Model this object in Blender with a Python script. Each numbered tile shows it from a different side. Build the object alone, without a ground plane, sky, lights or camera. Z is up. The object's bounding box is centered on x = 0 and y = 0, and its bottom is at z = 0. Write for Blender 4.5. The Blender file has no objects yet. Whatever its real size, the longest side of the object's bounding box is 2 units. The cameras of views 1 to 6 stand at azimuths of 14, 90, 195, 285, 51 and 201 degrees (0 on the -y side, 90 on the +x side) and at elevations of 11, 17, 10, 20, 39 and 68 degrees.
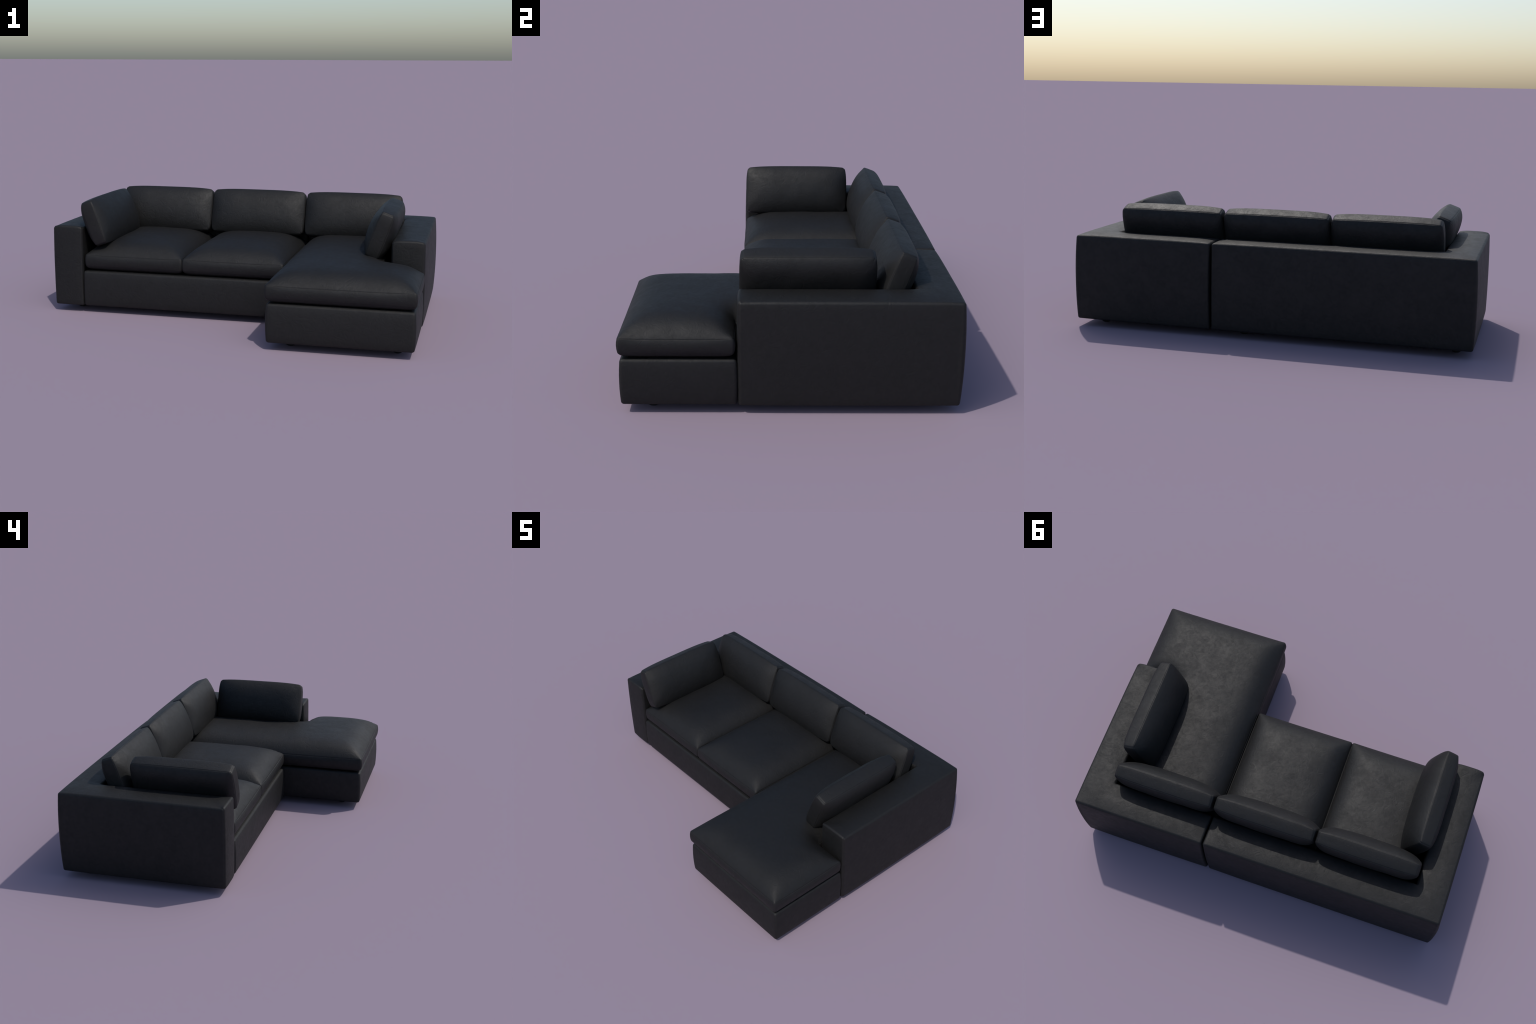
"""Black leather corner sofa: a two-seat section with one arm and a chaise
section with the other arm, loose box cushions with seams, small bun feet."""
import math
import bpy
import numpy as np
from mathutils import Matrix, Vector, noise

# ---------------------------------------------------------------- dimensions
X_OUT, X_ARM = 0.9895, 0.823            # outer / inner face of the arms
Y_FRONT, Y_BACK_IN, Y_BACK = -0.200, 0.496, 0.663
Y_CHAISE = -0.660                      # front of the chaise
Z_FLOOR, Z_BASE, Z_ARM = 0.035, 0.227, 0.461
X_SPLIT = 0.2775                       # where the two sections meet


# ---------------------------------------------------------------- panels
def grid_lines(breaks, step, offsets):
    """Coordinates between breakpoints, dense beside each breakpoint."""
    out = set()
    for a, b in zip(breaks[:-1], breaks[1:]):
        width = b - a
        near = [o for o in offsets if o < width * 0.45]
        edge = near[-1]
        n = max(1, round((width - 2 * edge) / step))
        vals = [a + o for o in near] + [b - o for o in near]
        vals += [a + edge + (width - 2 * edge) * i / n for i in range(n + 1)]
        out.update(round(v, 6) for v in vals)
    return np.array(sorted(out))


def membrane(xs, ys, free, reach):
    """Height of a stuffed panel (0..1): steep at the outline, level beyond `reach`."""
    index = -np.ones(free.shape, int)
    pts = np.argwhere(free)
    index[free] = np.arange(len(pts))
    A = np.zeros((len(pts), len(pts)))
    for k, (i, j) in enumerate(pts):
        for axis, (c, q) in enumerate(((xs, i), (ys, j))):
            hm, hp = c[q] - c[q - 1], c[q + 1] - c[q]
            for h, s in ((hm, -1), (hp, 1)):
                w = 2.0 / (h * (hm + hp))
                A[k, k] += w
                nb = (i + s, j) if axis == 0 else (i, j + s)
                if index[nb] >= 0:
                    A[k, index[nb]] -= w
    A[np.diag_indices(len(pts))] += 1 / reach**2
    h = np.linalg.solve(A, np.ones(len(pts)))
    F = np.zeros(free.shape)
    F[free] = h / h.max()
    return F


def upholstered(name, rects, z0, z1, *, corner, edge, step, top=0.0, bottom=0.0,
                side=0.0, groove=0.0, bow=0.0, crest=0.0, flare=0.0, squareness=0.0, lip=None, reach=0.05, reach_low=None, lumps=0.0,
                seed=0, at_corner=0.0):
    """A padded block: an outline (union of rectangles) raised from z0 to z1,
    with blown-up panels, rounded edges and, if groove > 0, sunk seams.
    `side` is the bulge of the side panels (a number, or a rule of a run's ends
    and normal), `at_corner` the share of it that reaches the corners; `bow` bends
    the outline outwards between corners, `crest` lifts its top edge (both numbers
    or rules), `flare` spreads the two seams apart between corners;
    `lip` > 0 makes the lower seam stand proud instead of sunk."""
    rule = lambda value, *run: value(*run) if callable(value) else value
    if groove:
        offsets = [0, groove, edge * 0.6, edge, edge * 2.2, corner * 0.55, corner, corner * 1.7]
    else:
        offsets = [0, edge * 0.25, edge * 0.55, edge, corner, corner * 2, corner * 3.5]
    offsets = sorted(set(round(o, 6) for o in offsets))
    xs = grid_lines(sorted({r[0] for r in rects} | {r[1] for r in rects}), step, offsets)
    ys = grid_lines(sorted({r[2] for r in rects} | {r[3] for r in rects}), step, offsets)
    nx, ny = len(xs), len(ys)
    cx, cy = (xs[:-1] + xs[1:]) / 2, (ys[:-1] + ys[1:]) / 2
    cell = np.zeros((nx + 1, ny + 1), bool)
    for a, b, c, d in rects:
        cell[1:-1, 1:-1] |= ((cx > a) & (cx < b))[:, None] & ((cy > c) & (cy < d))[None, :]
    around = cell[:-1, :-1].astype(int) + cell[1:, :-1] + cell[:-1, 1:] + cell[1:, 1:]
    used, free = around > 0, around == 4
    F = membrane(xs, ys, free, reach)
    F_low = membrane(xs, ys, free, reach_low) if reach_low else F

    # outline: unit edges, merged into straight runs between corners
    nxt = {}
    for i in range(nx):
        for j in range(ny):
            if i < nx - 1 and cell[i + 1, j + 1] != cell[i + 1, j]:
                a, b = ((i, j), (i + 1, j)) if cell[i + 1, j + 1] else ((i + 1, j), (i, j))
                nxt[a] = b
            if j < ny - 1 and cell[i + 1, j + 1] != cell[i, j + 1]:
                a, b = ((i, j + 1), (i, j)) if cell[i + 1, j + 1] else ((i, j), (i, j + 1))
                nxt[a] = b
    loop = [next(iter(nxt))]
    while nxt[loop[-1]] != loop[0]:
        loop.append(nxt[loop[-1]])
    P = lambda q: np.array((xs[q[0]], ys[q[1]]))
    corners = [q for q in loop if around[q] in (1, 3)]
    first = loop.index(corners[0])
    loop = loop[first:] + loop[:first]
    runs = []
    for a, b in zip(corners, corners[1:] + corners[:1]):
        pa, pb = P(a), P(b)
        t = (pb - pa) / np.linalg.norm(pb - pa)
        n = np.array((t[1], -t[0]))
        runs.append((pa, pb, t, n, rule(side, pa, pb, n), rule(bow, pa, pb, n), rule(crest, pa, pb, n)))
    convex = []
    for q in corners:
        if around[q] == 1:
            inward = np.array([1 if cell[q[0] + 1, q[1]] or cell[q[0] + 1, q[1] + 1] else -1,
                               1 if cell[q[0], q[1] + 1] or cell[q[0] + 1, q[1] + 1] else -1])
            both = {0: 0.0, 1: 0.0}
            for pa, pb, t, n, b, _, _ in runs:
                if min(np.linalg.norm(pa - P(q)), np.linalg.norm(pb - P(q))) < 1e-9:
                    both[0 if abs(n[0]) > 0.5 else 1] = b
            convex.append((P(q) + corner * inward, -inward, np.array((both[0], both[1]))))

    def locate(q):
        """plan position, distance to the outline, outward normal, taper along the run, side bulge, bow, crest"""
        p = P(q)
        best = None
        for pa, pb, t, n, swell, bend, lift in runs:
            u = min(max((p - pa) @ t, 0), np.linalg.norm(pb - pa))
            near = pa + u * t
            d = np.linalg.norm(p - near)
            taper = 1 - abs(2 * u / np.linalg.norm(pb - pa) - 1) ** 4
            if best is None or d < best[0] - 1e-9:
                out = (near - p) / d if d > 1e-9 else n
                best = (d, out, taper, out * swell, bend * taper, lift * taper)
            elif d < 1e-9:                      # a corner: between its two runs
                best = (d, (best[1] + n) / np.linalg.norm(best[1] + n), 0.0, np.zeros(2), 0.0, 0.0)
        d, out, taper, bulge, bend, lift = best
        for c, s, both in convex:
            v = (p - c) * s
            if v.min() > 1e-9:
                m = v.max()
                d, out = corner - m, s * v / np.linalg.norm(v)
                p = c + out * m
                bulge = both * out * 1.25
        return p, d, out, taper, bulge, bend, lift

    info = {tuple(q): locate(tuple(q)) for q in np.argwhere(used)}
    if squareness:                                  # fuller corners than a plain membrane
        for q, hit in info.items():
            F[q] += squareness * (1 - math.exp(-hit[1] / reach) - F[q])
    ridge = groove if lip is None else -lip
    verts, faces = [], []
    mid, half = (z0 + z1) / 2, (z1 - z0) / 2

    def wobble(p, z, amount):
        if not amount:
            return 0.0
        v = Vector((p[0] * 7 + seed * 3.7, p[1] * 7 - seed * 1.9, z * 7))
        return amount * (noise.noise(v) + 0.5 * noise.noise(v * 2.3))

    def sheet(up):
        ids = {}
        height = top if up else bottom
        for q, (p, d, n, taper, _, bend, lift) in info.items():
            inset = drop = 0.0
            if d < edge:
                k = edge - d
                s = edge / math.hypot(k, edge)
                inset, drop = (edge - k * s) - d, edge - edge * s
            if d < 1e-9:
                sunk = 0.9 * (groove if up else ridge)
                inset, drop = inset + sunk, drop + sunk
            fade = math.exp(-d / 0.07)
            pos = p + n * (bend * fade - inset)
            z = -drop + height * (F if up else F_low)[q] + wobble(p, up * 1.0, lumps) * F[q]
            z += (flare * taper + (lift if up else 0.0)) * fade
            ids[q] = len(verts)
            verts.append((pos[0], pos[1], (z1 + z) if up else (z0 - z)))
        for i, j in np.argwhere(cell[1:-1, 1:-1]):
            f = [ids[i, j], ids[i + 1, j], ids[i + 1, j + 1], ids[i, j + 1]]
            faces.append(f if up else f[::-1])
        return ids

    upper, lower = sheet(True), sheet(False)
    H = z1 - z0
    near = [o for o in offsets[1:] if o <= edge + 1e-9]
    n_mid = max(2, round((H - 2 * edge) / max(step, 0.012)))
    levels = near + [edge + (H - 2 * edge) * i / n_mid for i in range(1, n_mid)] + [H - o for o in near[::-1]]
    rings = [[upper[q] for q in loop]]
    for e in levels:
        ring = []
        for q in loop:
            p, _, n, taper, bulge, bend, lift = info[q]
            inset, z = 0.0, z1 - e
            k = edge - min(e, H - e)
            if k > 0:
                s = edge / math.hypot(k, edge)
                inset = edge - edge * s
                z = z1 - edge + k * s if e < H / 2 else z0 + edge - k * s
            w = (z - mid) / half
            floor = at_corner(p) if callable(at_corner) else at_corner
            swell = bulge * (1 - abs(w) ** 2.2) * (floor + (1 - floor) * taper)
            out = bend - inset
            z += lift * max(0.0, w) + flare * taper * w
            pos = p + swell + n * (out + wobble(p, z, lumps * 0.5) * taper * (1 - w * w))
            ring.append(len(verts))
            verts.append((pos[0], pos[1], z))
        rings.append(ring)
    rings.append([lower[q] for q in loop])
    m = len(loop)
    for r0, r1 in zip(rings[:-1], rings[1:]):
        for k in range(m):
            faces.append([r0[k], r1[k], r1[(k + 1) % m], r0[(k + 1) % m]])
    mesh = bpy.data.meshes.new(name)
    mesh.from_pydata(verts, [], faces)
    mesh.validate()
    mesh.shade_smooth()
    return mesh


# ---------------------------------------------------------------- materials
def leather(name, vary):
    mat = bpy.data.materials.new(name)
    mat.use_nodes = True
    nt = mat.node_tree
    N, L = nt.nodes, nt.links
    bsdf = N["Principled BSDF"]
    coord = N.new("ShaderNodeTexCoord")
    place = N.new("ShaderNodeMapping")
    L.new(coord.outputs["Object"], place.inputs["Vector"])
    if vary:
        info = N.new("ShaderNodeObjectInfo")
        far = N.new("ShaderNodeMath")
        far.operation = "MULTIPLY"
        far.inputs[1].default_value = 17.0
        L.new(info.outputs["Random"], far.inputs[0])
        L.new(far.outputs[0], place.inputs["Location"])

    def tex_noise(scale, detail, rough, distort=0.0):
        t = N.new("ShaderNodeTexNoise")
        t.inputs["Scale"].default_value = scale
        t.inputs["Detail"].default_value = detail
        t.inputs["Roughness"].default_value = rough
        t.inputs["Distortion"].default_value = distort
        L.new(place.outputs["Vector"], t.inputs["Vector"])
        return t.outputs["Fac"]

    def span(value, a, b, c, d):
        r = N.new("ShaderNodeMapRange")
        for i, v in enumerate((a, b, c, d)):
            r.inputs[i + 1].default_value = v
        L.new(value, r.inputs[0])
        return r.outputs[0]

    # mottling: broad clouds broken up by fine dark veins, mostly in the sheen
    clouds = tex_noise(11, 4, 0.6, 0.5)
    veins = tex_noise(44, 8, 0.66, 0.8)
    blend = N.new("ShaderNodeMix")
    blend.inputs[0].default_value = 0.62
    L.new(clouds, blend.inputs[2])
    L.new(veins, blend.inputs[3])
    blotch = blend.outputs[0]
    ramp = N.new("ShaderNodeValToRGB")
    ramp.color_ramp.elements[0].position = 0.38
    ramp.color_ramp.elements[1].position = 0.62
    ramp.color_ramp.elements[0].color = (0.0034, 0.0033, 0.0034, 1)
    ramp.color_ramp.elements[1].color = (0.0052, 0.0051, 0.0052, 1)
    L.new(blotch, ramp.inputs["Fac"])
    L.new(ramp.outputs["Color"], bsdf.inputs["Base Color"])
    L.new(span(blotch, 0.38, 0.60, 0.69, 0.582), bsdf.inputs["Roughness"])
    bsdf.inputs["Specular IOR Level"].default_value = 0.42

    creases = tex_noise(22, 3, 0.55, 1.4)
    folds = N.new("ShaderNodeMath")
    folds.operation = "PINGPONG"
    folds.inputs[1].default_value = 0.5
    L.new(creases, folds.inputs[0])
    coarse = N.new("ShaderNodeBump")
    coarse.inputs["Strength"].default_value = 0.30
    coarse.inputs["Distance"].default_value = 0.006
    L.new(folds.outputs[0], coarse.inputs["Height"])
    fine = N.new("ShaderNodeBump")
    fine.inputs["Strength"].default_value = 0.10
    fine.inputs["Distance"].default_value = 0.002
    L.new(tex_noise(130, 3, 0.6), fine.inputs["Height"])
    L.new(coarse.outputs["Normal"], fine.inputs["Normal"])
    L.new(fine.outputs["Normal"], bsdf.inputs["Normal"])
    return mat


def plastic(name):
    mat = bpy.data.materials.new(name)
    mat.use_nodes = True
    nt = mat.node_tree
    bsdf = nt.nodes["Principled BSDF"]
    grain = nt.nodes.new("ShaderNodeTexNoise")
    grain.inputs["Scale"].default_value = 60
    ramp = nt.nodes.new("ShaderNodeValToRGB")
    ramp.color_ramp.elements[0].color = (0.008, 0.008, 0.008, 1)
    ramp.color_ramp.elements[1].color = (0.014, 0.014, 0.014, 1)
    nt.links.new(grain.outputs["Fac"], ramp.inputs["Fac"])
    nt.links.new(ramp.outputs["Color"], bsdf.inputs["Base Color"])
    bsdf.inputs["Roughness"].default_value = 0.5
    return mat


FRAME_LEATHER = leather("black_frame_leather", False)
CUSHION_LEATHER = leather("black_cushion_leather", True)
FOOT_PLASTIC = plastic("black_foot_plastic")


# ---------------------------------------------------------------- assembly
def add(name, data, parent, matrix=Matrix()):
    ob = bpy.data.objects.new(name, data)
    bpy.context.scene.collection.objects.link(ob)
    ob.parent = parent
    ob.matrix_local = matrix
    return ob


def split_by(mesh, part_of, names):
    """Cut a mesh into regions that keep the whole body's vertex normals."""
    normals = [v.normal.copy() for v in mesh.vertices]
    groups = {}
    for poly in mesh.polygons:
        groups.setdefault(part_of(poly.center), []).append(tuple(poly.vertices))
    out = []
    for key, name in names.items():
        ids = sorted({v for f in groups[key] for v in f})
        new = {v: k for k, v in enumerate(ids)}
        part = bpy.data.meshes.new(name)
        part.from_pydata([mesh.vertices[v].co for v in ids], [], [[new[v] for v in f] for f in groups[key]])
        part.shade_smooth()
        part.normals_split_custom_set_from_vertices([normals[v] for v in ids])
        out.append(part)
    return out


sofa = bpy.data.objects.new("corner_sofa", None)
bpy.context.scene.collection.objects.link(sofa)
sofa["label"] = "black leather corner sofa with chaise and loose cushions"
sofa["category"] = "corner sofa"

# --- arms and backs: one L-shaped padded body per section
def frame_swell(pa, pb, n):
    """outer panels are padded; inner ones and those at the split stay flat"""
    at_split = abs(n[0]) > 0.5 and abs(pa[0] - X_SPLIT) < 0.02
    inside = (abs(n[0]) > 0.5 and abs(pa[0]) < 0.9) or (abs(n[1]) > 0.5 and abs(pa[1] - Y_BACK_IN) < 0.01)
    front = n[1] < -0.5
    return 0.0 if at_split or inside else 0.004 if front else 0.0085


def frame_crest(pa, pb, n):
    """the top edge is domed over the front of each arm"""
    return 0.009 if n[1] < -0.5 and abs(pa[1] - Y_FRONT) < 0.01 else 0.002 if frame_swell(pa, pb, n) else 0.0


def frame_bow(pa, pb, n):
    return 0.005 if n[1] < -0.5 and abs(pa[1] - Y_FRONT) < 0.01 else 0.002 if frame_swell(pa, pb, n) else 0.0


FRAME = dict(corner=0.012, edge=0.010, bow=frame_bow, crest=frame_crest, step=0.022, top=0.010, bottom=0.0, side=frame_swell, reach=0.07,
             at_corner=lambda p: 0.25 + 0.6 * (p[1] - Y_FRONT) / (Y_BACK - Y_FRONT))
gap = 0.004
section_frames = {
    -1: [(-X_OUT, -X_ARM, Y_FRONT, Y_BACK), (-X_OUT, X_SPLIT - gap, Y_BACK_IN, Y_BACK)],
    +1: [(X_ARM, X_OUT, Y_FRONT, Y_BACK), (X_SPLIT + gap, X_OUT, Y_BACK_IN, Y_BACK)],
}
for side_sign, rects in section_frames.items():
    body = upholstered("frame", rects, Z_FLOOR, Z_ARM, **FRAME)
    is_arm = lambda c: "arm" if c.y < Y_BACK_IN else "back"
    for part_name, mesh in zip(("armrest", "backrest"), split_by(body, is_arm, {"arm": "armrest", "back": "backrest"})):
        mesh.materials.append(FRAME_LEATHER)
        add(part_name, mesh, sofa)
    bpy.data.meshes.remove(body)

# --- seat bases
def base_swell(pa, pb, n):
    return 0.007 if n[1] < -0.5 and pa[1] < -0.19 or abs(pa[0]) > 0.9 or n[0] < -0.5 and pa[0] > 0 else 0.0


BASE = dict(corner=0.012, edge=0.012, step=0.03, top=0.004, bottom=0.0, side=base_swell, reach=0.05, at_corner=0.6)
sofa_base = upholstered("seat_base", [(-X_ARM + 0.001, X_SPLIT - gap - 0.002, Y_FRONT - 0.003, Y_BACK_IN - 0.001)],
                        Z_FLOOR + 0.001, Z_BASE, **BASE)
chaise_base = upholstered("seat_base", [(0.290, X_ARM - 0.001, Y_CHAISE, Y_BACK_IN - 0.001), (0.290, 0.985, Y_CHAISE, Y_FRONT - 0.008)],
                          Z_FLOOR + 0.001, Z_BASE, **BASE)
bases = []
for mesh in (sofa_base, chaise_base):
    mesh.materials.append(FRAME_LEATHER)
    bases.append(add("seat_base", mesh, sofa))

# --- seat cushions
SEAT = dict(corner=0.012, edge=0.0035, groove=0.0009, step=0.016, top=0.077, bottom=0.022, side=0.007, at_corner=0.5,
            crest=-0.005, reach=0.053, reach_low=0.012, squareness=0.22, lip=0.0009, lumps=0.0025)
SEAM_LOW, SEAM_HIGH = 0.2525, 0.316
seats = [
    ("seat_cushion", [(-0.811, -0.270, Y_FRONT + 0.001, Y_BACK_IN - 0.004)]),
    ("seat_cushion", [(-0.267, 0.276, Y_FRONT + 0.001, Y_BACK_IN - 0.004)]),
    ("chaise_cushion", [(0.285, 0.816, -0.666, Y_BACK_IN - 0.004), (0.285, 0.989, -0.666, -0.217)]),
]
for k, (name, rects) in enumerate(seats):
    mesh = upholstered(name, rects, SEAM_LOW, SEAM_HIGH, seed=k + 1, **SEAT)
    mesh.materials.append(CUSHION_LEATHER)
    add(name, mesh, sofa)

# --- back and side cushions: the same pillow, leaning back about 20 degrees
W, H, T = 0.525, 0.240, 0.057
pillow = upholstered("back_cushion", [(-W / 2, W / 2, -H / 2, H / 2)], -T / 2, T / 2, corner=0.013, edge=0.004, groove=0.0009,
                     step=0.013, top=0.047, bottom=0.043, side=0.0015, at_corner=0.4, reach=0.05, reach_low=0.030,
                     flare=0.006, bow=lambda pa, pb, n: 0.008 if abs(n[1]) > 0.5 else 0.009, lumps=0.0025, seed=9)
pillow.materials.append(CUSHION_LEATHER)
LEAN = math.radians(20.0)


def leaning(width_axis, out_axis, centre):
    """Frame of a pillow: x along its width, y up its face, z towards the sitter."""
    out = Vector(out_axis)
    up = Vector((0, 0, 1)) * math.cos(LEAN) - out * math.sin(LEAN)
    face = out * math.cos(LEAN) + Vector((0, 0, 1)) * math.sin(LEAN)
    m = Matrix((Vector(width_axis), up, face)).transposed().to_4x4()
    m.translation = centre
    return m


for x in (-0.545, 0.0, 0.547):
    add("back_cushion", pillow, sofa, leaning((1, 0, 0), (0, -1, 0), (x, 0.4285, 0.483)))
for s in (-1, 1):
    add("side_cushion", pillow, sofa, leaning((0, -s, 0), (-s, 0, 0), (s * 0.7605, 0.071, 0.4865)))

# --- bun feet, turned from a short profile
profile = [(0.0, 0.0), (0.015, 0.0), (0.0205, 0.003), (0.0235, 0.009), (0.024, 0.016), (0.022, 0.024), (0.020, Z_FLOOR + 0.006)]
n = 28
fv = [(0, 0, 0)] + [(r * math.cos(2 * math.pi * k / n), r * math.sin(2 * math.pi * k / n), z) for r, z in profile[1:] for k in range(n)]
ff = [(0, 1 + (k + 1) % n, 1 + k) for k in range(n)]
for ring in range(len(profile) - 2):
    a, b = 1 + ring * n, 1 + (ring + 1) * n
    ff += [(a + k, a + (k + 1) % n, b + (k + 1) % n, b + k) for k in range(n)]
ff.append(tuple(range(1 + (len(profile) - 2) * n, 1 + (len(profile) - 1) * n)))
foot = bpy.data.meshes.new("foot")
foot.from_pydata(fv, [], ff)
foot.shade_smooth()
foot.materials.append(FOOT_PLASTIC)
foot_places = [(-0.905, 0.545), (0.138, 0.545), (0.885, 0.545), (0.400, 0.500),
               (-0.885, -0.078), (0.180, -0.078), (0.387, -0.542), (0.900, -0.542)]
for x, y in foot_places:
    add("foot", foot, sofa, Matrix.Translation((x, y, 0)))
